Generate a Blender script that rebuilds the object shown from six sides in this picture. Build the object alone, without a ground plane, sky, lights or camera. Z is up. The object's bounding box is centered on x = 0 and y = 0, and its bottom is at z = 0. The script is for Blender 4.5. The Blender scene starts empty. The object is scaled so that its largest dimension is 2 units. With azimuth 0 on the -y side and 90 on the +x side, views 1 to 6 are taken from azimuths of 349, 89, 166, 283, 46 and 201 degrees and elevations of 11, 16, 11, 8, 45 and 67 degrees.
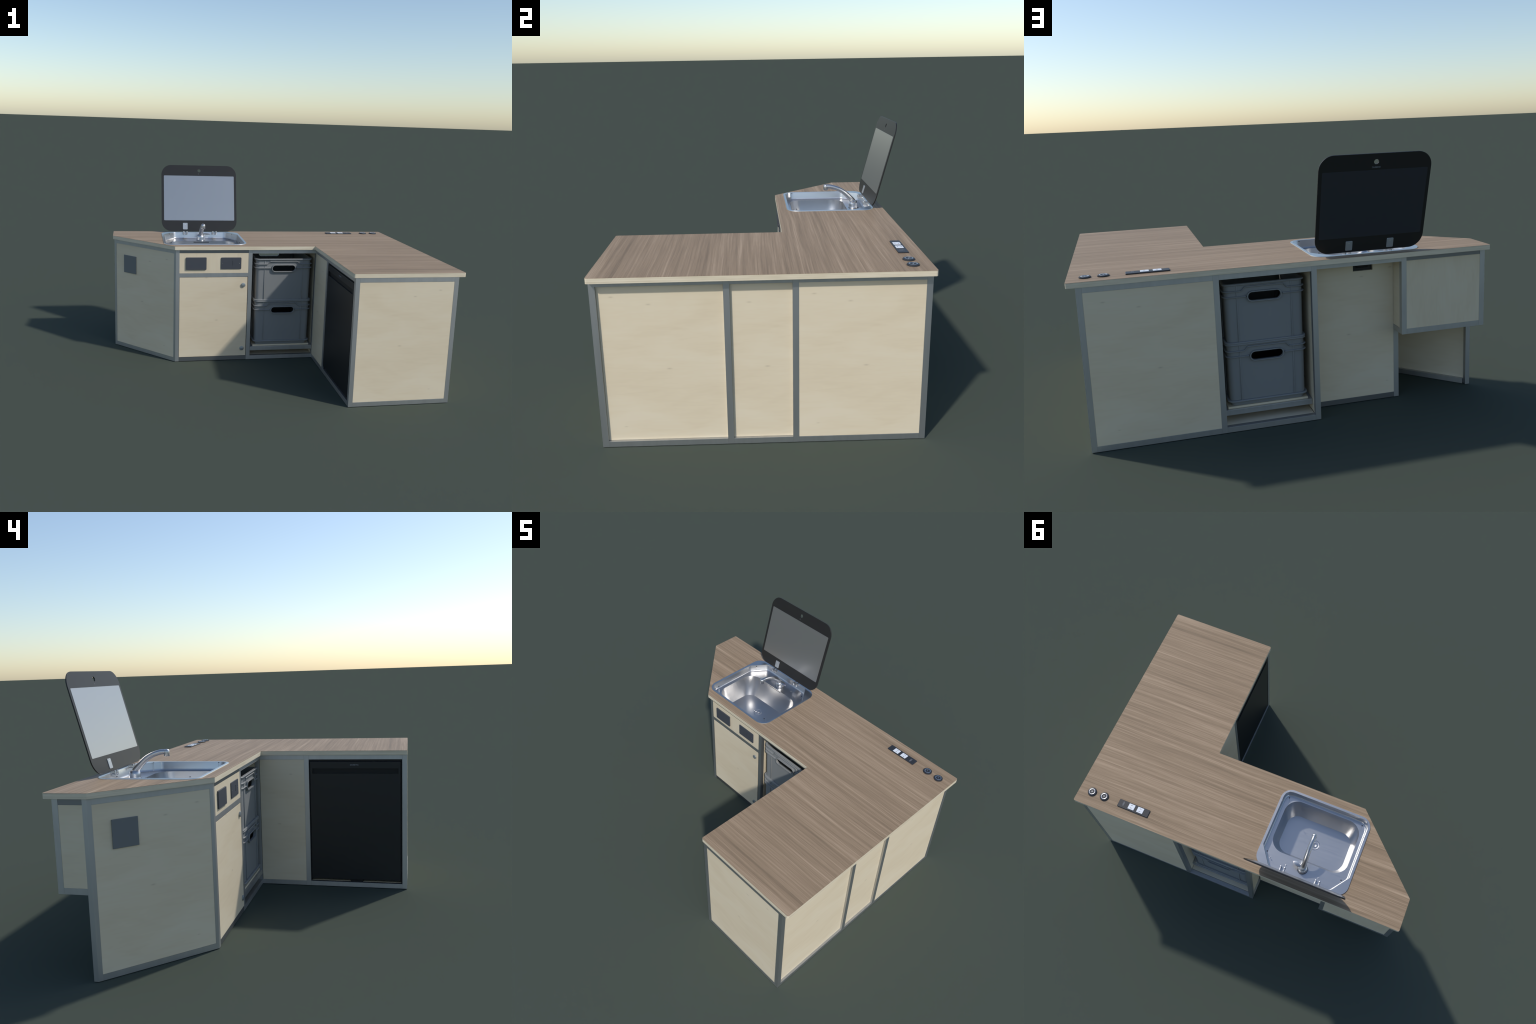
import bpy, bmesh, math
from mathutils import Vector, Matrix

# ------------------------------------------------------------------ helpers
COL = bpy.context.scene.collection
BAR = 0.026                      # side of the square frame tubes
Z_UNDER, Z_TOP = 0.761, 0.785    # underside / top of the worktop


def new_mat(name, base=(0.5, 0.5, 0.5), rough=0.5, metal=0.0, spec=0.5):
    m = bpy.data.materials.new(name)
    m.use_nodes = True
    p = m.node_tree.nodes["Principled BSDF"]
    p.inputs["Base Color"].default_value = (*base, 1)
    p.inputs["Roughness"].default_value = rough
    p.inputs["Metallic"].default_value = metal
    p.inputs["Specular IOR Level"].default_value = spec
    return m


class NT:
    """tiny node-graph writer"""
    def __init__(self, mat):
        self.t = mat.node_tree
        self.p = self.t.nodes["Principled BSDF"]

    def n(self, kind, **kw):
        nd = self.t.nodes.new(kind)
        for k, v in kw.items():
            if k.startswith("i_"):
                nd.inputs[k[2:].replace("_", " ")].default_value = v
            else:
                setattr(nd, k, v)
        return nd

    def l(self, a, b):
        self.t.links.new(a, b)

    def coords(self, scale=(1, 1, 1), loc=(0, 0, 0)):
        tc = self.n("ShaderNodeTexCoord")
        mp = self.n("ShaderNodeMapping")
        mp.inputs["Scale"].default_value = scale
        mp.inputs["Location"].default_value = loc
        self.l(tc.outputs["Object"], mp.inputs["Vector"])
        return mp.outputs["Vector"]

    def noise(self, vec, scale=1.0, detail=4.0, rough=0.5, dist=0.0):
        nd = self.n("ShaderNodeTexNoise")
        nd.inputs["Scale"].default_value = scale
        nd.inputs["Detail"].default_value = detail
        nd.inputs["Roughness"].default_value = rough
        nd.inputs["Distortion"].default_value = dist
        self.l(vec, nd.inputs["Vector"])
        return nd.outputs["Fac"]

    def ramp(self, fac, stops):
        nd = self.n("ShaderNodeValToRGB")
        el = nd.color_ramp.elements
        while len(el) < len(stops):
            el.new(0.5)
        for e, (pos, c) in zip(el, stops):
            e.position = pos
            e.color = (*c, 1) if len(c) == 3 else c
        self.l(fac, nd.inputs["Fac"])
        return nd.outputs["Color"]

    def mix(self, fac, a, b, mode="MIX"):
        nd = self.n("ShaderNodeMix", data_type="RGBA", blend_type=mode)
        for sock, v in ((nd.inputs[0], fac), (nd.inputs[6], a), (nd.inputs[7], b)):
            if hasattr(v, "is_linked"):
                self.l(v, sock)
            elif isinstance(v, tuple):
                sock.default_value = (*v, 1)
            else:
                sock.default_value = v
        return nd.outputs[2]

    def math(self, op, a, b=None, clamp=False):
        nd = self.n("ShaderNodeMath", operation=op, use_clamp=clamp)
        for sock, v in zip(nd.inputs, (a, b)):
            if v is None:
                continue
            if hasattr(v, "is_linked"):
                self.l(v, sock)
            else:
                sock.default_value = v
        return nd.outputs[0]

    def bump(self, h, strength, dist):
        nd = self.n("ShaderNodeBump")
        nd.inputs["Strength"].default_value = strength
        nd.inputs["Distance"].default_value = dist
        self.l(h, nd.inputs["Height"])
        self.l(nd.outputs["Normal"], self.p.inputs["Normal"])


# ------------------------------------------------------------------ materials
def make_laminate():
    m = new_mat("walnut_laminate", rough=0.55, spec=0.15)
    g = NT(m)
    warp_v = g.coords((0.7, 2.2, 1))
    warp = g.noise(warp_v, 1.6, 2, 0.5)
    # bend the grain: y += warp
    tc = g.n("ShaderNodeTexCoord")
    sep = g.n("ShaderNodeSeparateXYZ")
    g.l(tc.outputs["Object"], sep.inputs[0])
    y = g.math("ADD", sep.outputs[1], g.math("MULTIPLY", warp, 0.036))
    com = g.n("ShaderNodeCombineXYZ")
    g.l(sep.outputs[0], com.inputs[0])
    g.l(y, com.inputs[1])

    def stretched(sx, sy, loc=0.0):
        mp = g.n("ShaderNodeMapping")
        mp.inputs["Scale"].default_value = (sx, sy, 1)
        mp.inputs["Location"].default_value = (loc, loc, 0)
        g.l(com.outputs[0], mp.inputs["Vector"])
        return mp.outputs["Vector"]
    broad = g.noise(stretched(0.55, 19), 1.0, 3, 0.5, 0.2)
    mid = g.noise(stretched(1.0, 62, 3.1), 1.0, 4, 0.62, 0.0)
    fine = g.noise(stretched(3.2, 240, 7.7), 1.0, 3, 0.6)
    v = g.math("ADD", g.math("MULTIPLY", broad, 0.30),
               g.math("ADD", g.math("MULTIPLY", mid, 0.42), g.math("MULTIPLY", fine, 0.28)))
    c = g.ramp(v, [(0.36, (0.215, 0.155, 0.101)), (0.47, (0.300, 0.214, 0.138)),
                   (0.53, (0.350, 0.251, 0.164)), (0.63, (0.470, 0.346, 0.236))])
    pores = g.noise(stretched(12, 330, 1.3), 1.0, 2, 0.5)
    pm = g.math("MULTIPLY", g.math("SUBTRACT", pores, 0.60, True), 2.2, True)
    c = g.mix(pm, c, (0.165, 0.118, 0.075))
    g.l(c, g.p.inputs["Base Color"])
    return m


def make_birch(name, vertical=False, knots=True, mirror=1.0):
    """birch plywood face; local X is the panel width, local Z its height"""
    m = new_mat(name, rough=0.55, spec=0.3)
    g = NT(m)
    tc = g.n("ShaderNodeTexCoord")
    sep = g.n("ShaderNodeSeparateXYZ")
    g.l(tc.outputs["Object"], sep.inputs[0])
    u, w = (sep.outputs[2], sep.outputs[0]) if vertical else (sep.outputs[0], sep.outputs[2])
    com = g.n("ShaderNodeCombineXYZ")
    g.l(u, com.inputs[0])
    g.l(w, com.inputs[1])

    def st(sx, sy, loc):
        mp = g.n("ShaderNodeMapping")
        mp.inputs["Scale"].default_value = (sx * mirror, sy, 1)
        mp.inputs["Location"].default_value = (loc, loc * 0.7, 0)
        g.l(com.outputs[0], mp.inputs["Vector"])
        return mp.outputs["Vector"]
    cloud = g.noise(st(2.2, 5.5, 2.0), 1.0, 3, 0.5, 0.8)
    grain = g.noise(st(7, 60, 5.0), 1.0, 4, 0.6, 0.6)
    v = g.math("ADD", g.math("MULTIPLY", cloud, 0.65), g.math("MULTIPLY", grain, 0.35))
    c = g.ramp(v, [(0.36, BIRCH_D), (0.50, BIRCH_M), (0.64, BIRCH_L)])
    if knots:
        for kx, kz, s in ((0.022, -0.02, 1.0), (-0.05, 0.27, 0.9), (-0.18, -0.29, 0.7), (-0.20, 0.305, 0.9)):
            dx = g.math("DIVIDE", g.math("SUBTRACT", sep.outputs[0], kx * mirror), 0.0100 * s)
            dz = g.math("DIVIDE", g.math("SUBTRACT", sep.outputs[2], kz), 0.0036 * s)
            r2 = g.math("ADD", g.math("MULTIPLY", dx, dx), g.math("MULTIPLY", dz, dz))
            k = g.math("POWER", 2.718, g.math("MULTIPLY", r2, -1.0))
            c = g.mix(g.math("MULTIPLY", k, 0.36 * s), c, (0.33, 0.245, 0.165))
    g.l(c, g.p.inputs["Base Color"])
    return m


def make_ply_edge():
    m = new_mat("plywood_edge", rough=0.6, spec=0.3)
    g = NT(m)
    layers = g.noise(g.coords((1.5, 1.5, 420)), 1.0, 2, 0.5)
    long = g.noise(g.coords((9, 9, 60)), 1.0, 3, 0.5)
    v = g.math("ADD", g.math("MULTIPLY", layers, 0.6), g.math("MULTIPLY", long, 0.4))
    c = g.ramp(v, [(0.36, (0.62, 0.535, 0.385)), (0.52, (0.71, 0.62, 0.465)), (0.66, (0.76, 0.675, 0.52))])
    g.l(c, g.p.inputs["Base Color"])
    return m


BIRCH_D, BIRCH_M, BIRCH_L = (0.690, 0.582, 0.415), (0.722, 0.617, 0.448), (0.738, 0.642, 0.478)
M_LAM = make_laminate()
M_BIRCH = make_birch("birch_ply")
M_BIRCH_R = make_birch("birch_ply_mirrored", mirror=-1.0)
M_BIRCH_V = make_birch("birch_ply_upright", vertical=True, knots=False)
M_BIRCH_P = make_birch("birch_ply_plain", knots=False)
M_EDGE = make_ply_edge()


def make_alu():
    m = new_mat("grey_aluminium", (0.50, 0.53, 0.55), 0.50, 1.0)
    g = NT(m)
    v = g.noise(g.coords((30, 30, 4)), 1.0, 3, 0.5)
    c = g.ramp(v, [(0.35, (0.505, 0.515, 0.52)), (0.65, (0.54, 0.55, 0.555))])
    g.l(c, g.p.inputs["Base Color"])
    return m


M_ALU = make_alu()
M_ALU_D = new_mat("dark_grey_aluminium", (0.25, 0.26, 0.27), 0.5, 1.0)


def make_steel(name, base, rough):
    m = new_mat(name, base, rough, 1.0)
    g = NT(m)
    v = g.noise(g.coords((6, 160, 60)), 1.0, 3, 0.6)
    r = g.n("ShaderNodeMapRange")
    r.inputs["To Min"].default_value = rough * 0.85
    r.inputs["To Max"].default_value = rough * 1.15
    g.l(v, r.inputs["Value"])
    g.l(r.outputs[0], g.p.inputs["Roughness"])
    return m


M_STEEL = make_steel("brushed_steel", (0.62, 0.615, 0.61), 0.31)
M_CHROME = new_mat("satin_chrome", (0.60, 0.60, 0.605), 0.33, 1.0)
M_GLASS = new_mat("smoked_glass_black", (0.018, 0.0175, 0.017), 0.42, 0.0, 0.38)
M_PANE = new_mat("reflective_pane", (0.40, 0.395, 0.39), 0.30, 0.80)
M_PANE_B = new_mat("dark_back_pane", (0.030, 0.033, 0.040), 0.45, 0.0, 0.4)
M_TAB = new_mat("grey_hinge_pad", (0.42, 0.44, 0.46), 0.4, 0.5)
M_BLACK = new_mat("matt_black", (0.012, 0.012, 0.013), 0.6, 0.0, 0.3)
M_FRIDGE = new_mat("fridge_black", (0.013, 0.0145, 0.016), 0.42, 0.0, 0.45)
M_FRIDGE_D = new_mat("fridge_recess_black", (0.010, 0.011, 0.012), 0.5, 0.0, 0.3)
M_PLATE = new_mat("charcoal_plate", (0.062, 0.068, 0.082), 0.5, 0.0, 0.4)
M_PLATE_L = new_mat("charcoal_plate_marks", (0.045, 0.05, 0.062), 0.5)
M_VENT = new_mat("slate_grey_plate", (0.172, 0.182, 0.182), 0.5, 0.0, 0.4)
M_KNOB = new_mat("grey_push_knob", (0.36, 0.40, 0.42), 0.4, 0.6)
M_STRIP = new_mat("dark_socket_strip", (0.030, 0.032, 0.037), 0.45, 0.0, 0.4)
M_WHITE = new_mat("white_plastic", (0.78, 0.80, 0.83), 0.4)
M_GREYTXT = new_mat("grey_print", (0.22, 0.23, 0.25), 0.5)
M_SILVER = new_mat("silver_metal", (0.72, 0.72, 0.73), 0.30, 1.0)
M_CRATE = new_mat("grey_crate_plastic", (0.242, 0.250, 0.250), 0.5, 0.0, 0.35)
M_RED = new_mat("red_mark", (0.6, 0.05, 0.05), 0.4)
M_BLUE = new_mat("blue_mark", (0.05, 0.08, 0.5), 0.4)


# ------------------------------------------------------------------ object makers
def put(name, me, mat, parent=None, loc=(0, 0, 0), rotz=0.0):
    ob = bpy.data.objects.new(name, me)
    COL.objects.link(ob)
    if mat is not None:
        if len(me.materials) == 0:
            me.materials.append(mat)
    ob.location = loc
    ob.rotation_euler = (0, 0, rotz)
    if parent is not None:
        ob.parent = parent
        ob.matrix_parent_inverse = parent.matrix_basis.inverted()
    return ob


def empty(name, parent=None, loc=(0, 0, 0)):
    e = bpy.data.objects.new(name, None)
    COL.objects.link(e)
    e.empty_display_size = 0.05
    e.location = loc
    if parent is not None:
        e.parent = parent
        e.matrix_parent_inverse = parent.matrix_basis.inverted()
    return e


def bm_mesh(bm, name, smooth=False, angle=35):
    bmesh.ops.recalc_face_normals(bm, faces=bm.faces[:])
    me = bpy.data.meshes.new(name)
    if smooth:
        for f in bm.faces:
            f.smooth = True
        lim = math.radians(angle)
        for e in bm.edges:
            if len(e.link_faces) == 2:
                e.smooth = e.calc_face_angle(0.0) < lim
    bm.to_mesh(me)
    bm.free()
    return me


def box_bm(sx, sy, sz, bevel=0.001, seg=2):
    bm = bmesh.new()
    bmesh.ops.create_cube(bm, size=1.0)
    bmesh.ops.scale(bm, vec=(sx, sy, sz), verts=bm.verts[:])
    if bevel:
        bmesh.ops.bevel(bm, geom=bm.edges[:], offset=bevel, segments=seg, affect='EDGES', profile=0.5)
    return bm


def box(name, lo, hi, mat, parent, bevel=0.001):
    c = [(a + b) / 2 for a, b in zip(lo, hi)]
    s = [abs(b - a) for a, b in zip(lo, hi)]
    me = bm_mesh(box_bm(*s, bevel=bevel), name)
    return put(name, me, mat, parent, c)


def prism(name, pts, z0, z1, mat, parent, bevel=0.0, smooth=False):
    """upright prism over a plan outline"""
    bm = bmesh.new()
    cx = sum(p[0] for p in pts) / len(pts)
    cy = sum(p[1] for p in pts) / len(pts)
    vs = [bm.verts.new((p[0] - cx, p[1] - cy, z0)) for p in pts]
    f = bm.faces.new(vs)
    r = bmesh.ops.extrude_face_region(bm, geom=[f])
    bmesh.ops.translate(bm, vec=(0, 0, z1 - z0), verts=[v for v in r["geom"] if isinstance(v, bmesh.types.BMVert)])
    if bevel:
        bmesh.ops.bevel(bm, geom=bm.edges[:], offset=bevel, segments=2, affect='EDGES', profile=0.5)
    return put(name, bm_mesh(bm, name, smooth), mat, parent, (cx, cy, 0))


def rrect(x0, x1, y0, y1, r, seg=12):
    pts = []
    for cx, cy, a0 in ((x1 - r, y1 - r, 0), (x0 + r, y1 - r, 90), (x0 + r, y0 + r, 180), (x1 - r, y0 + r, 270)):
        for i in range(seg + 1):
            a = math.radians(a0 + 90 * i / seg)
            pts.append((cx + r * math.cos(a), cy + r * math.sin(a)))
    return pts


def round_corners(poly, r, seg=5):
    """fillet the corners of a plan polygon; r may be a list"""
    out = []
    n = len(poly)
    for i in range(n):
        p, a, b = Vector(poly[i]), Vector(poly[i - 1]), Vector(poly[(i + 1) % n])
        ri = r[i] if isinstance(r, (list, tuple)) else r
        d1, d2 = (a - p).normalized(), (b - p).normalized()
        ang = d1.angle(d2)
        t = ri / math.tan(ang / 2)
        s, e = p + d1 * t, p + d2 * t
        for k in range(seg + 1):
            u = k / seg
            out.append(tuple((s * (1 - u) + p * u) * (1 - u) + (p * (1 - u) + e * u) * u))
    return out


def cyl(name, r, z0, z1, mat, parent, loc, seg=32, bevel=0.0008, r2=None):
    bm = bmesh.new()
    bmesh.ops.create_cone(bm, cap_ends=True, segments=seg, radius1=r, radius2=r if r2 is None else r2, depth=z1 - z0)
    bmesh.ops.translate(bm, vec=(0, 0, (z0 + z1) / 2), verts=bm.verts[:])
    if bevel:
        es = [e for e in bm.edges if len(e.link_faces) == 2 and e.calc_face_angle(0) > 1.0]
        bmesh.ops.bevel(bm, geom=es, offset=bevel, segments=2, affect='EDGES', profile=0.5)
    return put(name, bm_mesh(bm, name, True), mat, parent, loc)


def lathe(profile, seg=40):
    bm = bmesh.new()
    rings = []
    for r, z in profile:
        if r < 1e-6:
            rings.append([bm.verts.new((0, 0, z))])
        else:
            rings.append([bm.verts.new((r * math.cos(2 * math.pi * i / seg), r * math.sin(2 * math.pi * i / seg), z)) for i in range(seg)])
    for a, b in zip(rings, rings[1:]):
        for i in range(seg):
            j = (i + 1) % seg
            if len(a) == 1 and len(b) > 1:
                bm.faces.new((a[0], b[i], b[j]))
            elif len(b) == 1 and len(a) > 1:
                bm.faces.new((a[i], b[0], a[j]))
            elif len(a) > 1:
                bm.faces.new((a[i], b[i], b[j], a[j]))
    return bm


def loft(loops, close_first=False, close_last=False):
    bm = bmesh.new()
    rows = [[bm.verts.new(p) for p in lp] for lp in loops]
    n = len(rows[0])
    for a, b in zip(rows, rows[1:]):
        for i in range(n):
            j = (i + 1) % n
            bm.faces.new((a[i], a[j], b[j], b[i]))
    if close_first:
        bm.faces.new(rows[0])
    if close_last:
        bm.faces.new(rows[-1])
    return bm


def cut(ob, cutter_bm):
    """boolean difference, applied"""
    me = bpy.data.meshes.new("cutter")
    bmesh.ops.recalc_face_normals(cutter_bm, faces=cutter_bm.faces[:])
    cutter_bm.to_mesh(me)
    cutter_bm.free()
    cu = bpy.data.objects.new("cutter", me)
    COL.objects.link(cu)
    cu.matrix_world = Matrix.Identity(4)
    md = ob.modifiers.new("cut", "BOOLEAN")
    md.operation = 'DIFFERENCE'
    md.solver = 'EXACT'
    md.object = cu
    bpy.context.view_layer.update()
    dg = bpy.context.evaluated_depsgraph_get()
    res = bpy.data.meshes.new_from_object(ob.evaluated_get(dg))
    ob.modifiers.clear()
    ob.data = res
    bpy.data.objects.remove(cu)


def text(name, body, size, mat, parent, matrix, depth=0.0004, xscale=1.0):
    cu = bpy.data.curves.new(name, 'FONT')
    cu.body = body
    cu.size = size
    cu.align_x = 'CENTER'
    cu.align_y = 'CENTER'
    cu.extrude = depth
    cu.offset = size * 0.012
    tmp = bpy.data.objects.new("tmp_text", cu)
    COL.objects.link(tmp)
    bpy.context.view_layer.update()
    me = bpy.data.meshes.new_from_object(tmp.evaluated_get(bpy.context.evaluated_depsgraph_get()))
    bpy.data.objects.remove(tmp)
    me.transform(Matrix.Diagonal((xscale, 1, 1, 1)))
    me.materials.clear()
    ob = put(name, me, mat, parent)
    ob.matrix_basis = matrix
    return ob


# ================================================================== THE KITCHEN
kitchen = empty("corner_kitchen")
kitchen["label"] = "L-shaped camper kitchen with sink, fridge and wooden worktop"
kitchen["category"] = "kitchen unit"

# ------------------------------------------------------------------ worktop
OUT = [(1.0, -0.7375), (1.0, 0.674), (-1.0, 0.674), (-1.0, 0.483), (-0.598, 0.0775), (0.3345, 0.0775), (0.3345, -0.7375)]
outline = round_corners(OUT, [0.010, 0.010, 0.008, 0.008, 0.006, 0.002, 0.010])
SX0, SX1, SY0, SY1 = -0.6645, -0.1135, 0.1285, 0.6195     # sink rim extent
hole = rrect(SX0 + 0.006, SX1 - 0.006, SY0 + 0.006, SY1 - 0.006, 0.062, 10)


def board(name, z0, z1, mat, parent, inset=0.0):
    bm = bmesh.new()
    es = []
    for lp in (outline, hole):
        vs = [bm.verts.new((x, y, z0)) for x, y in lp]
        es += [bm.edges.new((vs[i], vs[(i + 1) % len(vs)])) for i in range(len(vs))]
    bmesh.ops.triangle_fill(bm, use_beauty=True, edges=es)
    # drop any triangle that covers the sink opening
    cx0, cx1, cy0, cy1 = SX0 + 0.006, SX1 - 0.006, SY0 + 0.006, SY1 - 0.006
    bad = []
    for f in bm.faces:
        c = f.calc_center_median()
        if cx0 < c.x < cx1 and cy0 < c.y < cy1:
            on_hole = all(cx0 - 1e-4 <= v.co.x <= cx1 + 1e-4 and cy0 - 1e-4 <= v.co.y <= cy1 + 1e-4 for v in f.verts)
            if on_hole:
                bad.append(f)
    if bad:
        bmesh.ops.delete(bm, geom=bad, context='FACES')
    r = bmesh.ops.extrude_face_region(bm, geom=bm.faces[:])
    bmesh.ops.translate(bm, vec=(0, 0, z1 - z0), verts=[v for v in r["geom"] if isinstance(v, bmesh.types.BMVert)])
    return put(name, bm_mesh(bm, name), mat, parent)


worktop = empty("worktop", kitchen)
board("worktop_core", Z_UNDER, Z_TOP - 0.0012, M_EDGE, worktop)
board("worktop_laminate", Z_TOP - 0.0012, Z_TOP, M_LAM, worktop)

# ------------------------------------------------------------------ frame of square tubes
frame = empty("frame", kitchen)
HI, LO = 0.7605, 0.0           # posts run from the floor to the worktop


def post(x0, y0, z0=LO, z1=HI, mat=None):
    return box("frame_post", (x0, y0, z0), (x0 + BAR, y0 + BAR, z1), mat or M_ALU, frame, 0.0004)


def rail(lo, hi, mat=None):
    return box("frame_rail", lo, hi, mat or M_ALU, frame, 0.0004)


XR, XI, YE, YF, YB = 0.9605, 0.347, -0.7358, 0.092, 0.6665
ZT0, ZB1 = 0.7345, 0.026
for x, y in ((XR - BAR, YE), (XI, YE), (XR - BAR, -0.193), (XR - BAR, 0.0905), (XR - BAR, YB - BAR),
             (XI, -0.194), (0.3455, YF), (-0.1125, YF), (0.3455, YB - BAR), (-0.1115, YB - BAR),
             (-0.573, 0.508)):
    post(x, y, LO, HI if x > -0.5 else 0.7410)
post(-0.5715, 0.614, 0.367)
post(-0.9905, 0.614, 0.367)


def pair(lo, hi, skip_bottom=False):
    """top and bottom rail over one bay, given in plan"""
    rail((lo[0], lo[1], ZT0), (hi[0], hi[1], HI))
    if not skip_bottom:
        rail((lo[0], lo[1], 0), (hi[0], hi[1], ZB1))


e = 0.0002
for y0, y1 in ((YE + BAR, -0.193), (-0.193 + BAR, 0.0905), (0.0905 + BAR, YB - BAR)):
    pair((XR - BAR, y0 + e), (XR, y1 - e))
pair((XI + BAR + e, YE), (XR - BAR - e, YE + BAR))                     # end face
pair((XI, YE + BAR + e), (XI + BAR, -0.194 - e))                       # fridge bay
pair((XI, -0.194 + BAR + e), (XI + BAR, YF - e))                       # inner bay
pair((-0.1125 + BAR + e, YF), (0.3455 - e, YF + BAR))                  # crate bay, front
pair((-0.1115 + BAR + e, YB - BAR), (0.3455 - e, YB))                  # crate bay, back
pair((0.3455 + BAR + e, YB - BAR), (XR - BAR - e, YB))                 # back panel bay
for x in (0.3455, -0.1120):                                            # cross rails beside the crates
    pair((x, YF + BAR + e), (x + BAR, YB - BAR - e))
# sink cabinet front
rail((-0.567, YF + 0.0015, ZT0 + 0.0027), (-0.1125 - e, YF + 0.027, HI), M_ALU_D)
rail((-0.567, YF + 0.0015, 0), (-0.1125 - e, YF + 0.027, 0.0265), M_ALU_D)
rail((-0.567, YF, 0.577), (-0.1125 - e, YF + BAR, 0.603))
# back of the sink cabinet, set in
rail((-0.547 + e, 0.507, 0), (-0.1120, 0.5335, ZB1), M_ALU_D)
rail((-0.5455 + e, 0.614, ZT0), (-0.1115 - e, 0.640, HI))
rail((-0.1115, 0.614, ZT0), (-0.0865, YB - BAR - 0.001, HI))
# hanging box
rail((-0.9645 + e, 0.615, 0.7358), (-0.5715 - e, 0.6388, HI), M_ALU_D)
rail((-0.9645 + e, 0.614, 0.367), (-0.5715 - e, 0.640, 0.393))
rail((-0.9905, 0.509 + e, 0.367), (-0.9645, 0.614 - e, 0.393))
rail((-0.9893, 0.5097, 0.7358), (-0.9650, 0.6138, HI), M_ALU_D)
rail((-0.5715, 0.534 + e, 0.367), (-0.5455, 0.614 - e, 0.393))
# slanted end: two mitred corner posts and rails
DA, EA = Vector((-0.5905, 0.0905)), Vector((-0.9898, 0.4890))
DIR = (EA - DA).normalized()
INW = Vector((-DIR.y, DIR.x)) * -1.0
if INW.x < 0:
    INW = -INW
DL = (EA - DA).length


def on_diag(s, d=0.0):
    p = DA + DIR * s + INW * d
    return (p.x, p.y)


prism("frame_post", [tuple(DA), (-0.567, 0.0905), (-0.567, 0.1185), on_diag(0.016, BAR), on_diag(0.016)], LO, HI, M_ALU, frame)
prism("frame_post", [tuple(EA), on_diag(DL - 0.019), on_diag(DL - 0.019, 0.012), (-0.966, 0.5095), (-0.9898, 0.5095)], LO, HI, M_ALU, frame)
S0, S1 = 0.016, DL - 0.019
for z0, z1 in ((LO, ZB1), (ZT0, HI)):
    prism("frame_rail", [on_diag(S0 + e), on_diag(S1 - e), on_diag(S1 - e, BAR), on_diag(S0 + e, BAR)], z0, z1, M_ALU, frame)

# ------------------------------------------------------------------ plywood panels
PT = 0.013


def panel(name, a, b, z0, z1, set_in, mat=None, parent=None, bevel=0.0006, thick=PT):
    """upright sheet whose outer face runs in plan from a to b (outer side on the right hand of a->b)"""
    a, b = Vector(a), Vector(b)
    d = b - a
    w = d.length
    d.normalize()
    inw = Vector((-d.y, d.x))                      # left hand of a->b = inside
    mid = (a + b) / 2 + inw * (set_in + thick / 2)
    bm = box_bm(w, thick, z1 - z0, bevel)
    me = bm_mesh(bm, name)
    return put(name, me, mat or M_BIRCH, parent or kitchen, (mid.x, mid.y, (z0 + z1) / 2), math.atan2(d.y, d.x))


g_ = 0.0003
ZP0, ZP1 = ZB1 + g_, ZT0 - g_
# right side (three bays; the first two sheets sit deeper)
panel("side_panel", (XR, YE + BAR), (XR, -0.193), ZP0, ZP1, 0.013, M_BIRCH)
panel("side_panel", (XR, -0.193 + BAR), (XR, 0.0905), ZP0, ZP1, 0.013, M_BIRCH)
panel("side_panel", (XR, 0.0905 + BAR), (XR, YB - BAR), ZP0, ZP1, 0.0008, M_BIRCH)
# end face
panel("end_panel", (XI + BAR, YE), (XR - BAR, YE), ZP0, ZP1, 0.0008, M_BIRCH_R)
# inner corner panel beside the fridge
panel("inner_panel", (XI, YF - 0.002), (XI, -0.194 + BAR), ZP0, ZP1, 0.0008, M_BIRCH_R)
# back
panel("back_panel", (XR - BAR, YB), (0.3455 + BAR, YB), ZP0, ZP1, 0.0008, M_BIRCH)
recess_panel = panel("back_panel", (-0.1118, 0.534), (-0.547, 0.534), ZP0, 0.7405, 0.0008, M_BIRCH_R)
# slanted end
panel("slanted_panel", on_diag(S1), on_diag(S0), ZP0, ZP1, 0.0008, M_BIRCH_R, thick=0.009)
# hanging box
panel("box_panel", (-0.5715, 0.640), (-0.9645, 0.640), 0.393 + g_, 0.7355, 0.0008, M_BIRCH_V)
panel("box_panel", (-0.9905, 0.614), (-0.9905, 0.5095), 0.393 + g_, 0.7355, 0.0008, M_BIRCH_P)
panel("box_panel", (-0.5455, 0.535), (-0.5455, 0.614), 0.393 + g_, 0.7405, 0.0008, M_BIRCH_P)
box_floor = prism("box_floor", [(-0.9640, 0.6135), (-0.9640, 0.5100), (-0.5735, 0.5100), (-0.5735, 0.5345), (-0.572, 0.5345), (-0.572, 0.6135)], 0.372, 0.385, M_BIRCH_P, kitchen)
# sheets lining the crate bay and closing the sink cabinet
panel("lining_panel", (0.3462, YB - BAR - 0.001), (0.3462, YF + BAR + 0.001), ZP0, ZP1, 0.0, M_BIRCH_P)
panel("lining_panel", (-0.0866, YF + BAR + 0.001), (-0.0866, YB - BAR - 0.001), ZP0, ZP1, 0.0, M_BIRCH_P)
box("cabinet_floor", (-0.084, YF + BAR + 0.002, 0.012), (0.3445, YB - BAR - 0.002, 0.0255), M_BIRCH_P, kitchen)

panel("lining_panel", (-0.5370, 0.506), (-0.5370, 0.122), 0.0190, 0.598, 0.0, M_BIRCH_P)
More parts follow.
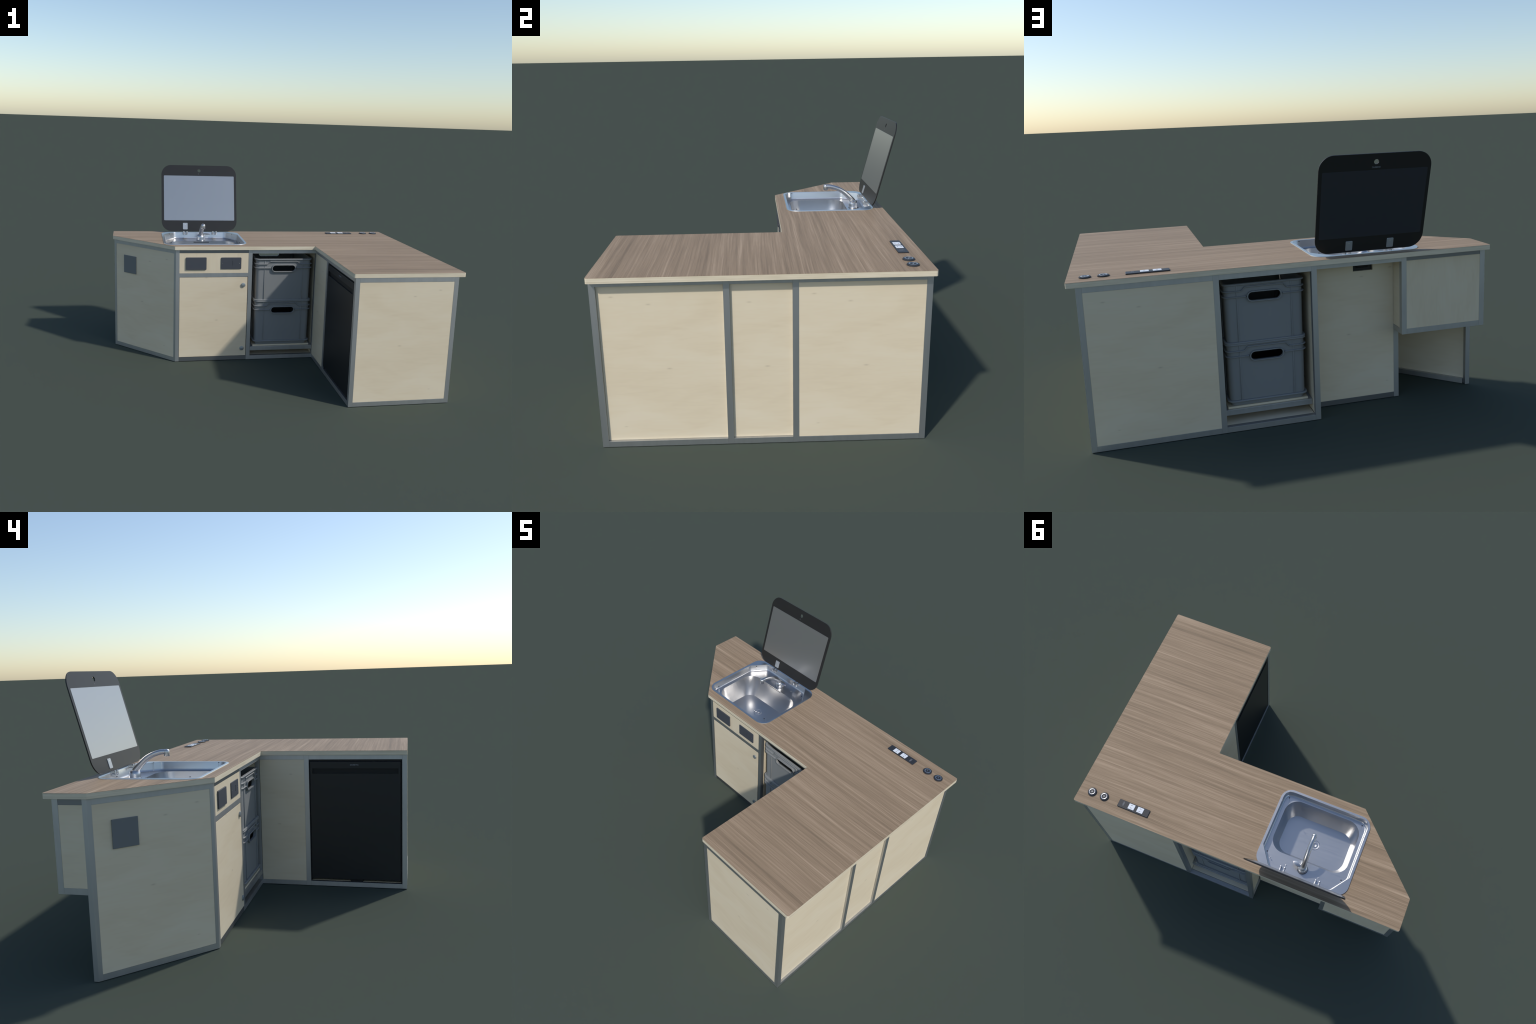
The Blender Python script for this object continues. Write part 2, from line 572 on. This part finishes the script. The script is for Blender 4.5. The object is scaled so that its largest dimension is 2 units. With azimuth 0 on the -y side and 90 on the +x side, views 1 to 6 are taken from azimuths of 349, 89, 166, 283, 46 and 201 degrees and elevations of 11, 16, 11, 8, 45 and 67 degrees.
# socket niche in the set-in back panel
NX0, NX1, NZ0 = -0.4385, -0.3360, 0.6825
bmn = box_bm(NX1 - NX0, 0.06, 0.06, 0)
bmesh.ops.translate(bmn, vec=((NX0 + NX1) / 2, 0.53, NZ0 + 0.03), verts=bmn.verts[:])
bpy.context.view_layer.update()
cut(recess_panel, bmn)
recess_panel.data.materials.clear()
recess_panel.data.materials.append(M_BIRCH_R)
niche = box("socket_niche", (NX0 - 0.004, 0.496, NZ0 - 0.003), (NX1 + 0.004, 0.5195, 0.7395), M_FRIDGE, kitchen)
box("socket_block", (NX0 + 0.020, 0.5192, NZ0 + 0.014), (NX1 - 0.018, 0.531, 0.7395), M_BLACK, niche, 0.005)

# ------------------------------------------------------------------ sink cabinet front
drawer = panel("drawer_front", (-0.5728, YF), (-0.1132, YF), 0.6036, 0.7370, -0.0004, M_BIRCH_V)
door = panel("door", (-0.5655, YF), (-0.1160, YF), 0.0292, 0.5750, 0.0, M_BIRCH)
box("door_gap_back", (-0.567, YF + 0.0135, 0.027), (-0.1125, YF + 0.0185, 0.577), M_BLACK, door, 0)


def plate_xz(name, x0, x1, z0, z1, y_out, y_in, r, mat, parent):
    """rounded plate facing -y"""
    pts = rrect(x0, x1, z0, z1, r, 5)
    bm = loft([[(x, y_in, z) for x, z in pts], [(x, y_out + 0.0006, z) for x, z in pts],
               [(x * 1.0, y_out, z) for x, z in rrect(x0 + .0006, x1 - .0006, z0 + .0006, z1 - .0006, max(r - .0006, .0004), 5)]], True, True)
    return put(name, bm_mesh(bm, name, True), mat, parent)


plate_xz("control_plate", -0.5255, -0.3915, 0.6280, 0.7098, YF - 0.0075, YF, 0.004, M_PLATE, drawer)
sw = plate_xz("control_plate", -0.2965, -0.1610, 0.6310, 0.7085, YF - 0.0045, YF, 0.006, M_PLATE, drawer)
for x in (-0.2850, -0.1730):
    o = cyl("plate_screw", 0.0021, 0, 0.001, M_SILVER, drawer, (x, YF - 0.0045, 0.6700), 12, 0)
    o.rotation_euler = (math.radians(90), 0, 0)
box("rocker_switch", (-0.2225, YF - 0.0053, 0.6555), (-0.2165, YF - 0.0044, 0.6865), M_PLATE_L, drawer, 0.0003)
for z in (0.5225, 0.0815):
    o = cyl("door_knob", 0.0140, 0, 0.0075, M_KNOB, door, (-0.1435, YF, z), 32, 0.0015)
    o.rotation_euler = (math.radians(90), 0, 0)

# plate on the slanted end
va, vb = 0.3555, 0.4690
pa, pb = on_diag(vb), on_diag(va)
panel("inlet_plate", pa, pb, 0.542, 0.6637, -0.005, M_VENT, kitchen, 0.0015, 0.0058)

# ------------------------------------------------------------------ fridge
fridge = empty("fridge", kitchen, (0.36, -0.451, 0.03))
FX = 0.3480
box("fridge_body", (FX + 0.036, -0.699, 0.040), (0.925, -0.2025, 0.722), M_FRIDGE_D, fridge)
fdoor = box("fridge_door", (FX, -0.7015, 0.0430), (FX + 0.034, -0.2005, 0.7220), M_FRIDGE, fridge, 0.002)
cb = box_bm(0.028, 0.4745, 0.0295, 0)
bmesh.ops.translate(cb, vec=(FX, (-0.2145 - 0.689) / 2, 0.6690), verts=cb.verts[:])
bpy.context.view_layer.update()
cut(fdoor, cb)
fdoor.data.materials.clear()
fdoor.data.materials.append(M_FRIDGE)
box("fridge_handle", (FX + 0.0085, -0.6885, 0.6545), (FX + 0.0138, -0.2150, 0.6836), M_FRIDGE_D, fridge, 0)
box("fridge_foot", (FX + 0.010, -0.490, 0.0262), (FX + 0.030, -0.420, 0.0425), M_BLACK, fridge, 0.002)
box("fridge_shelf_floor", (XI + BAR + 0.0003, -0.7078, 0.014), (0.93, -0.195, 0.0275), M_BIRCH_P, kitchen, 0)
for y0, y1 in ((-0.7079, -0.7030), (-0.1990, -0.1943)):
    box("fridge_gap_strip", (FX + 0.006, y0, 0.0268), (FX + 0.05, y1, 0.7340), M_BLACK, fridge, 0)
box("fridge_gap_strip", (FX + 0.006, -0.7030, 0.7235), (FX + 0.05, -0.1990, 0.7340), M_BLACK, fridge, 0)
# maker's lettering, facing -x
mt = Matrix(((0, 0, -1, FX - 0.0003), (-1, 0, 0, -0.4495), (0, 1, 0, 0.7030), (0, 0, 0, 1)))
text("fridge_lettering", "DOMETIC", 0.0112, M_GREYTXT, fridge, mt, 0.0003, 0.98)

# ------------------------------------------------------------------ pull-out tray under the crates
tray = empty("crate_tray", kitchen, (0.13, 0.35, 0.06))
TY0, TY1 = 0.0925, 0.616
box("tray_board", (-0.066, TY0 + 0.012, 0.0887), (0.327, TY1 - 0.012, 0.0985), M_BIRCH_P, tray)
for y0 in (TY0, TY1 - BAR):
    box("tray_rail", (-0.0850, y0, 0.0615), (0.3445, y0 + BAR, 0.0885), M_ALU, tray)
for x0 in (-0.0850, 0.3445 - BAR):
    box("tray_rail", (x0, TY0 + BAR + e, 0.0615), (x0 + BAR, TY1 - BAR - e, 0.0885), M_ALU, tray)

# ------------------------------------------------------------------ sink
sink = empty("sink", kitchen, (-0.389, 0.374, Z_TOP))
SCX, SCY = -0.389, 0.345
ZR, ZL, ZF = 0.7890, 0.7445, 0.610


def by_angle(poly, n=288, c=(SCX, SCY)):
    """sample a star-shaped outline by rays from c, so that loops match point for point"""
    out = []
    m = len(poly)
    for k in range(n):
        a = 2 * math.pi * k / n
        dx, dy = math.cos(a), math.sin(a)
        best = None
        for i in range(m):
            x1, y1 = poly[i][0] - c[0], poly[i][1] - c[1]
            x2, y2 = poly[(i + 1) % m][0] - c[0], poly[(i + 1) % m][1] - c[1]
            ex, ey = x2 - x1, y2 - y1
            den = dx * ey - dy * ex
            if abs(den) < 1e-12:
                continue
            t = (x1 * ey - y1 * ex) / den
            u = (x1 * dy - y1 * dx) / den
            if t > 0 and -1e-6 <= u <= 1 + 1e-6 and (best is None or t > best):
                best = t
        out.append((c[0] + dx * best, c[1] + dy * best))
    return out


def at(loop, z):
    return [(x, y, z) for x, y in loop]


def lerp_loop(a, b, t, za, zb, tz=None):
    tz = t if tz is None else tz
    return [(p[0] + (q[0] - p[0]) * t, p[1] + (q[1] - p[1]) * t, za + (zb - za) * tz) for p, q in zip(a, b)]


L_out = by_angle(rrect(SX0, SX1, SY0, SY1, 0.066, 16))
L_top = by_angle(rrect(SX0 + .0010, SX1 - .0010, SY0 + .0010, SY1 - .0010, 0.065, 16))


def dip(i):
    """outline of the sunk field: round at the front, cut off at the two rear corners"""
    return by_angle(round_corners([(SX0 + .0145 + i, SY0 + .0135 + i), (SX1 - .0145 - i, SY0 + .0135 + i),
                                   (SX1 - .0145 - i, 0.500), (SX1 - .090 - i * .5, SY1 - .0115 - i), (SX0 + .090 + i * .5, SY1 - .0115 - i),
                                   (SX0 + .0145 + i, 0.500)], [0.052, 0.052, 0.02, 0.03, 0.03, 0.02], 8))


L_d0, L_d1, L_d2 = dip(0.0), dip(0.0008), dip(0.0032)
L_d3, L_d4, L_d5, L_d6 = dip(0.0048), dip(0.0075), dip(0.0110), dip(0.0128)
L_b0 = by_angle(rrect(-0.6185, -0.1595, 0.1665, 0.4965, 0.082, 16))
L_b1 = by_angle(rrect(-0.6155, -0.1625, 0.1695, 0.4935, 0.080, 16))
L_f = by_angle(rrect(-0.5900, -0.1890, 0.2085, 0.4525, 0.066, 16))
L_f2 = by_angle(rrect(-0.5780, -0.2015, 0.2140, 0.4470, 0.058, 16))
DRX, DRY = -0.393, 0.343
L_dr = [(DRX + 0.034 * math.cos(2 * math.pi * k / 288), DRY + 0.034 * math.sin(2 * math.pi * k / 288)) for k in range(288)]
loops = [at(L_out, 0.7852), at(L_out, 0.7868), at(L_top, ZR), at(L_d0, ZR), at(L_d1, ZR - 0.002), at(L_d2, ZL + 0.0105),
         at(L_d3, ZL + 0.0055), at(L_d4, ZL + 0.0020), at(L_d5, ZL), at(L_d6, ZL), at(L_b0, ZL)]
# bowl wall, gently bellied
for t in (0.12, 0.28, 0.45, 0.62, 0.78, 0.90):
    loops.append(lerp_loop(L_b0, L_f, t ** 1.9, ZL, ZF, t))
loops += [at(L_f, ZF), lerp_loop(L_f, L_dr, 0.5, ZF, ZF - 0.0004), at(L_dr, ZF - 0.0008)]
inner = list(loops)
bms = loft(loops, False, True)
put("sink_bowl", bm_mesh(bms, "sink_bowl", True, 42), M_STEEL, sink)
# underside shell of the bowl (hangs below the worktop)
under = [at(L_out, 0.7850)] + [[(SCX + (x - SCX) * 1.012, SCY + (y - SCY) * 1.012, min(z - 0.003, 0.7415)) for x, y, z in lp] for lp in inner[10:-2]]
under[0] = [(x, y, 0.747) for x, y, z in at(L_b0, 0)]
put("sink_underside", bm_mesh(loft(under[1:], False, True), "sink_underside", True, 50), M_STEEL, sink)
# waste outlet
bmd = lathe([(0.0, 0.0), (0.010, 0.0), (0.0115, 0.0008), (0.013, 0.0), (0.024, -0.0003), (0.0265, 0.0006), (0.0285, 0.0006), (0.0310, -0.0008)], 40)
put("drain", bm_mesh(bmd, "drain", True), M_STEEL, sink, (DRX, DRY, ZF + 0.0001))
# four little stop studs
for x, y in ((-0.6140, 0.1843), (-0.1625, 0.1845), (-0.6110, 0.5300), (-0.1658, 0.5303)):
    cyl("stud_stem", 0.0007, ZL - 0.002, 0.7885, M_STEEL, sink, (x, y, 0), 10, 0)
    cyl("stop_stud", 0.0036, 0.7880, 0.7905, M_BLACK, sink, (x, y, 0), 20, 0.0006)
# small dimples / screws on the faucet deck
for x, y in ((-0.1905, 0.548), (-0.292, 0.556), (-0.489, 0.556)):
    cyl("deck_screw", 0.0042, ZL - 0.001, ZL + 0.0008, M_STEEL, sink, (x, y, 0), 16, 0.0003)

# ------------------------------------------------------------------ faucet
faucet = empty("faucet", kitchen, (-0.387, 0.5405, ZL))
FXC, FYC = -0.387, 0.5405
bmf = lathe([(0.0, 0.0), (0.0290, 0.0), (0.0295, 0.0015), (0.0285, 0.004), (0.0280, 0.010), (0.0278, 0.022), (0.0262, 0.030),
             (0.0225, 0.036), (0.0180, 0.0395), (0.0150, 0.041), (0.0, 0.0415)], 40)
put("faucet_base", bm_mesh(bmf, "faucet_base", True, 40), M_CHROME, faucet, (FXC, FYC, ZL))
cyl("faucet_gasket", 0.0305, ZL - 0.0005, ZL + 0.0016, M_BLACK, faucet, (FXC, FYC, 0), 40, 0)

SP = [(0.5420, 0.7720, 0.0170), (0.5330, 0.7860, 0.0165), (0.5105, 0.8100, 0.0152), (0.4800, 0.8380, 0.0140), (0.4430, 0.8595, 0.0130),
      (0.4060, 0.8710, 0.0122), (0.3850, 0.8730, 0.0121), (0.3720, 0.8728, 0.0121)]


def catmull(pts, sub=6):
    out = []
    for i in range(len(pts) - 1):
        p0, p1, p2, p3 = pts[max(i - 1, 0)], pts[i], pts[i + 1], pts[min(i + 2, len(pts) - 1)]
        for k in range(sub):
            t = k / sub
            out.append(tuple(0.5 * (2 * b + (c - a) * t + (2 * a - 5 * b + 4 * c - d) * t * t + (3 * b - a - 3 * c + d) * t ** 3)
                             for a, b, c, d in zip(p0, p1, p2, p3)))
    out.append(pts[-1])
    return out


sp = catmull(SP)
rings = []
for i, (y, z, r) in enumerate(sp):
    a, b = sp[max(i - 1, 0)], sp[min(i + 1, len(sp) - 1)]
    ty, tz = b[0] - a[0], b[1] - a[1]
    ln = math.hypot(ty, tz)
    ny, nz = -tz / ln, ty / ln
    rings.append([(FXC + r * math.cos(2 * math.pi * k / 28), y + ny * r * math.sin(2 * math.pi * k / 28), z + nz * r * math.sin(2 * math.pi * k / 28)) for k in range(28)])
put("faucet_spout", bm_mesh(loft(rings, True, True), "faucet_spout", True), M_CHROME, faucet)
bmz = lathe([(0.0, 0.0015), (0.0095, 0.0015), (0.0105, 0.0), (0.0130, 0.0), (0.0135, 0.001), (0.0134, 0.022), (0.0120, 0.0285), (0.0085, 0.0325), (0.0, 0.0340)], 32)
put("faucet_nozzle", bm_mesh(bmz, "faucet_nozzle", True, 40), M_CHROME, faucet, (FXC, 0.3720, 0.8520))
# lever: flat drop shape pointing to +x
lv = []
for k in range(24):
    a = 2 * math.pi * k / 24
    lx = 0.5 * (1 - math.cos(a))          # 0 at base, 1 at tip
    half = 0.0145 * math.sin(math.pi * min(1, lx * 0.82 + 0.16)) ** 0.8
    lv.append((FXC + 0.012 + 0.054 * lx, FYC - 0.003 - 0.007 * lx + half * (1 if a < math.pi else -1) * (abs(math.sin(a)) ** 0.3 if abs(math.sin(a)) > 1e-6 else 0), 0))
bml = loft([[(x, y, 0.7850 + 0.0 * x) for x, y, _ in lv], [(x, y, 0.7895) for x, y, _ in lv],
            [(FXC + 0.038 + (x - FXC - 0.038) * .92, FYC - .005 + (y - FYC + .005) * .86, 0.7912) for x, y, _ in lv]], True, True)
put("faucet_lever", bm_mesh(bml, "faucet_lever", True, 45), M_CHROME, faucet)
cyl("lever_mark", 0.0011, 0.7905, 0.7917, M_BLUE, faucet, (-0.3245, 0.5315, 0), 10, 0)
cyl("lever_mark", 0.0011, 0.7905, 0.7917, M_RED, faucet, (-0.3285, 0.5325, 0), 10, 0)

# ------------------------------------------------------------------ glass lid, tilted back
TILT = math.atan(0.2637)
LID_Y, LID_Z, LID_X = 0.6083, 0.7987, -0.389
lid = empty("glass_lid", kitchen, (LID_X, LID_Y, LID_Z))
# lid frame: local x -> x, local y -> up along the lid, local z -> out of the front face
ct, st_ = math.cos(TILT), math.sin(TILT)
LM = Matrix(((1, 0, 0, LID_X), (0, st_, -ct, LID_Y), (0, ct, st_, LID_Z), (0, 0, 0, 1)))
LTH = 0.0062
HW, LH = 0.2715, 0.479


def lid_put(name, me, mat, parent=None):
    o = put(name, me, mat, parent or lid)
    o.parent = parent or lid
    o.matrix_parent_inverse = (parent or lid).matrix_basis.inverted()
    o.matrix_basis = LM
    return o


def slab(pts, z0, z1, ch=0.0008):
    cx = sum(p[0] for p in pts) / len(pts)
    cy = sum(p[1] for p in pts) / len(pts)
    hw = max(abs(p[0] - cx) for p in pts)
    hh = max(abs(p[1] - cy) for p in pts)
    ins = [(cx + (x - cx) * (1 - ch / hw), cy + (y - cy) * (1 - ch / hh)) for x, y in pts]
    return loft([at(ins, z0), at(pts, z0 + ch), at(pts, z1 - ch), at(ins, z1)], True, True)


glass_me = bm_mesh(slab(rrect(-HW, HW, 0, LH, 0.070, 14), -LTH, 0.0, 0.0008), "lid_glass", True)
glass = put("lid_glass", glass_me, M_GLASS)
hc = bmesh.new()
bmesh.ops.create_cone(hc, cap_ends=True, segments=28, radius1=0.0118, radius2=0.0118, depth=0.05)
bmesh.ops.translate(hc, vec=(0.0, 0.4404, 0), verts=hc.verts[:])
cut(glass, hc)
glass.data.materials.clear()
glass.data.materials.append(M_GLASS)
glass.parent = lid
glass.matrix_parent_inverse = lid.matrix_basis.inverted()
glass.matrix_basis = LM
pane = rrect(-0.2545, 0.2545, 0.0765, 0.4020, 0.005, 4)
lid_put("lid_pane", bm_mesh(slab(pane, -0.001, 0.0007, 0.0002), "lid_pane"), M_PANE)
lid_put("lid_back_pane", bm_mesh(slab(pane, -LTH - 0.0007, -LTH + 0.001, 0.0002), "lid_back_pane"), M_PANE_B)
for xc, front in ((-0.1035, True), (-0.1035, False), (0.1035, False)):
    zz = (-0.001, 0.0028) if front else (-LTH - 0.0028, -LTH + 0.001)
    o = lid_put("hinge_pad", bm_mesh(slab(rrect(xc - 0.0168, xc + 0.0168, 0.0105, 0.0580, 0.004, 4), zz[0], zz[1], 0.0006), "hinge_pad", True), M_TAB)
    zc = zz[1] if front else zz[0]
    lid_put("hinge_rivet", bm_mesh(slab(rrect(xc - 0.004, xc + 0.004, 0.045, 0.0475, 0.001, 3), zc - 0.0004, zc + 0.0004, 0.0001), "hinge_rivet"), M_SILVER)
lid_put("lid_dot", bm_mesh(slab(rrect(-0.0080, -0.0040, 0.4145, 0.4185, 0.0018, 4), -0.0005, 0.0004, 0.0001), "lid_dot"), M_GREYTXT)
# maker's lettering on the back, upside down while the lid stands open
tm = LM @ Matrix.Translation((0.0, 0.4155, -LTH - 0.0003)) @ Matrix(((1, 0, 0, 0), (0, -1, 0, 0), (0, 0, -1, 0), (0, 0, 0, 1)))
lt = text("lid_lettering", "DOMETIC", 0.0098, M_GREYTXT, lid, tm, 0.0003, 0.95)
# hinges: a plate reaching forward from the rim, two round pins on it
for xc in (-0.2842, -0.4935):
    box("hinge_plate", (xc - 0.0165, 0.5815, 0.7800), (xc + 0.0165, 0.6125, 0.7865), M_CHROME, lid, 0.002)
    for dx in (-0.0115, 0.0115):
        cyl("hinge_pin", 0.0050, 0.7770, 0.8015, M_CHROME, lid, (xc + dx, 0.5857, 0), 20, 0.0018)
        box("hinge_arm", (xc + dx - 0.003, 0.588, 0.789), (xc + dx + 0.003, 0.6120, 0.7975), M_CHROME, lid, 0.001)

# ------------------------------------------------------------------ power sockets on the worktop
strip = empty("power_strip", kitchen, (0.65, 0.589, Z_TOP))
pts = rrect(0.5525, 0.7470, 0.5655, 0.6120, 0.004, 5)
put("strip_plate", bm_mesh(slab(pts, Z_TOP - 0.001, Z_TOP + 0.0055, 0.0012), "strip_plate", True), M_STRIP, strip)
for x0 in (0.5884, 0.6445):
    put("socket_plate", bm_mesh(slab(rrect(x0, x0 + 0.0381, 0.5707, 0.6037, 0.001, 3), Z_TOP + 0.004, Z_TOP + 0.0072, 0.0005), "socket_plate"), M_WHITE, strip)
    for y in (0.5790, 0.5950):
        box("socket_slot", (x0 + 0.0155, y - 0.0011, Z_TOP + 0.006), (x0 + 0.0255, y + 0.0011, Z_TOP + 0.0074), M_PLATE, strip, 0)
mtx = Matrix(((0, 1, 0, 0.7150), (-1, 0, 0, 0.5868), (0, 0, 1, Z_TOP + 0.0056), (0, 0, 0, 1)))
text("strip_lettering", "100V", 0.0135, M_GREYTXT, strip, mtx, 0.0003, 0.95)

for x in (0.9200, 0.8413):
    sock = empty("round_socket", kitchen, (x, 0.5890, Z_TOP))
    bmk = lathe([(0.0265, -0.001), (0.0268, 0.002), (0.0258, 0.0052), (0.0225, 0.0066), (0.0190, 0.0066), (0.0180, 0.0058), (0.0, 0.0058)], 48)
    put("socket_bezel", bm_mesh(bmk, "socket_bezel", True), M_STRIP, sock, (x, 0.5890, Z_TOP))
    bmk = lathe([(0.0142, 0.0050), (0.0143, 0.0072), (0.0149, 0.0076), (0.0173, 0.0076), (0.0179, 0.0072), (0.0180, 0.0050)], 48)
    put("socket_ring", bm_mesh(bmk, "socket_ring", True), M_SILVER, sock, (x, 0.5890, Z_TOP))
    cyl("socket_pin", 0.0030, 0.0050, 0.0070, M_SILVER, sock, (x, 0.5890, Z_TOP), 20, 0.0005)
    o = box("socket_tab", (x + 0.013, 0.6005, Z_TOP + 0.0040), (x + 0.0205, 0.6060, Z_TOP + 0.0072), M_STRIP, sock, 0.0008)

# ================================================================== TWO STORAGE CRATES
CW, CD, CH = 0.196, 0.2615, 0.3095      # half width, half depth (both at the rims), height


def perim(off, n_c=8):
    """crate outline shrunk by off, sampled densely on the handle sides"""
    x, y, r = CW - off, CD - off, 0.030 - off * 0.6
    pts = []

    def arc(cx, cy, a0):
        for i in range(n_c + 1):
            a = math.radians(a0 + 90 * i / n_c)
            pts.append((cx + r * math.cos(a), cy + r * math.sin(a)))

    def line(p, q, n):
        for i in range(1, n):
            pts.append((p[0] + (q[0] - p[0]) * i / n, p[1] + (q[1] - p[1]) * i / n))
    arc(x - r, y - r, 0)
    line((x - r, y), (-x + r, y), 60)
    arc(-x + r, y - r, 90)
    line((-x, y - r), (-x, -y + r), 8)
    arc(-x + r, -y + r, 180)
    line((-x + r, -y), (x - r, -y), 60)
    arc(x - r, -y + r, 270)
    line((x, -y + r), (x, y - r), 8)
    return pts


HZ, HHW, HHH = 0.2450, 0.0775, 0.0205    # handle hole: centre height, half width, half height


def smooth01(t):
    t = max(0.0, min(1.0, t))
    return t * t * (3 - 2 * t)


def arch(x, y):
    if abs(abs(y) - CD) > 0.03:
        return 0.0
    return 0.019 * smooth01((0.112 - abs(x)) / 0.022)


def crate_mesh():
    bm = bmesh.new()

    def add(b):
        me = bpy.data.meshes.new("t")
        bmesh.ops.recalc_face_normals(b, faces=b.faces[:])
        b.to_mesh(me)
        b.free()
        bm.from_mesh(me)
        bpy.data.meshes.remove(me)
    W = 0.0085
    wall_t = 0.004
    shell = loft([at(perim(0.020), 0.0), at(perim(0.0185), 0.001), at(perim(0.018), 0.021), at(perim(W + 0.003), 0.0235),
                  at(perim(W), CH), at(perim(W + wall_t), CH), at(perim(W + wall_t + 0.003), 0.027), at(perim(W + wall_t + 0.006), 0.025)], True, True)
    me = bm_mesh(shell, "shell")
    ob = bpy.data.objects.new("shell", me)
    COL.objects.link(ob)
    st = rrect(-HHW, HHW, HZ - HHH, HZ + HHH, HHH - 0.0005, 8)
    cutter = loft([[(x, -0.4, z) for x, z in st], [(x, 0.4, z) for x, z in st]], True, True)
    cut(ob, cutter)
    bm.from_mesh(ob.data)
    bpy.data.objects.remove(ob)
    # ribs: closed rings of rectangular section standing out from the wall
    pin, pout = perim(W + 0.002), perim(0.0)

    def ring(z0, z1, zf=None, of=None):
        o, i = [], []
        for (xi, yi), (xo, yo) in zip(pin, pout):
            k = of(xo, yo) if of else 1.0
            o.append((xi + (xo - xi) * k, yi + (yo - yi) * k, zf(xo, yo) if zf else 0.0))
            i.append((xi, yi, zf(xo, yo) if zf else 0.0))
        c = (z1 - z0) * 0.3
        mid = [(a[0] + (b[0] - a[0]) * 0.8, a[1] + (b[1] - a[1]) * 0.8, a[2]) for a, b in zip(i, o)]
        lv = [[(x, y, z0 + z) for x, y, z in i], [(x, y, z0 + z) for x, y, z in mid], [(x, y, z0 + c + z) for x, y, z in o],
              [(x, y, z1 - c + z) for x, y, z in o], [(x, y, z1 + z) for x, y, z in mid], [(x, y, z1 + z) for x, y, z in i]]
        b = loft(lv)
        if of:
            gap = [f for f in b.faces if abs(f.calc_center_median().x) < HHW + 0.003 and abs(f.calc_center_median().y) > CD - 0.03]
            bmesh.ops.delete(b, geom=gap, context='FACES')
        add(b)
    ring(CH - 0.0085, CH - 0.0003)
    ring(0.0215, 0.0300)
    ring(CH - 0.0390, CH - 0.0335, arch)
    ring(CH - 0.0655, CH - 0.0600, None, lambda x, y: 0.0 if (abs(abs(y) - CD) < 0.03 and abs(x) < HHW + 0.006) else 1.0)
    # upright ribs
    for sy in (-1, 1):
        for x in (-0.129, 0.129):
            b = box_bm(0.0050, 0.0065, CH - 0.033, 0.001)
            bmesh.ops.translate(b, vec=(x, sy * (CD - W - 0.0010), CH / 2 + 0.0105), verts=b.verts[:])
            add(b)
        # lip round the hand hole
        lo = rrect(-HHW - 0.005, HHW + 0.005, HZ - HHH - 0.005, HZ + HHH + 0.005, HHH + 0.0045, 10)
        li = rrect(-HHW, HHW, HZ - HHH, HZ + HHH, HHH - 0.0005, 10)
        y0, y1 = sy * (CD - W - 0.004), sy * (CD + 0.003)
        b = loft([[(x, y0, z) for x, z in lo], [(x, y1 - sy * .001, z) for x, z in lo], [(x, y1, z) for x, z in
                 rrect(-HHW - 0.004, HHW + 0.004, HZ - HHH - 0.004, HZ + HHH + 0.004, HHH + 0.0035, 10)],
                 [(x, y1, z) for x, z in li], [(x, y0, z) for x, z in li]])
        add(b)
    for sx in (-1, 1):
        for y in (-0.15, 0.0, 0.15):
            b = box_bm(0.0065, 0.0050, CH - 0.033, 0.001)
            bmesh.ops.translate(b, vec=(sx * (CW - W - 0.0010), y, CH / 2 + 0.0105), verts=b.verts[:])
            add(b)
    return bm_mesh(bm, "storage_crate", True, 30)


crate_me = crate_mesh()
crate_me.materials.clear()
CX, CY = 0.1300, 0.3550
for z in (0.0990, 0.3867):
    c = put("storage_crate", crate_me, M_CRATE, None, (CX, CY, z))
    c["label"] = "grey stackable plastic crate with oval hand holes"
    c["category"] = "storage crate"
bpy.context.view_layer.update()
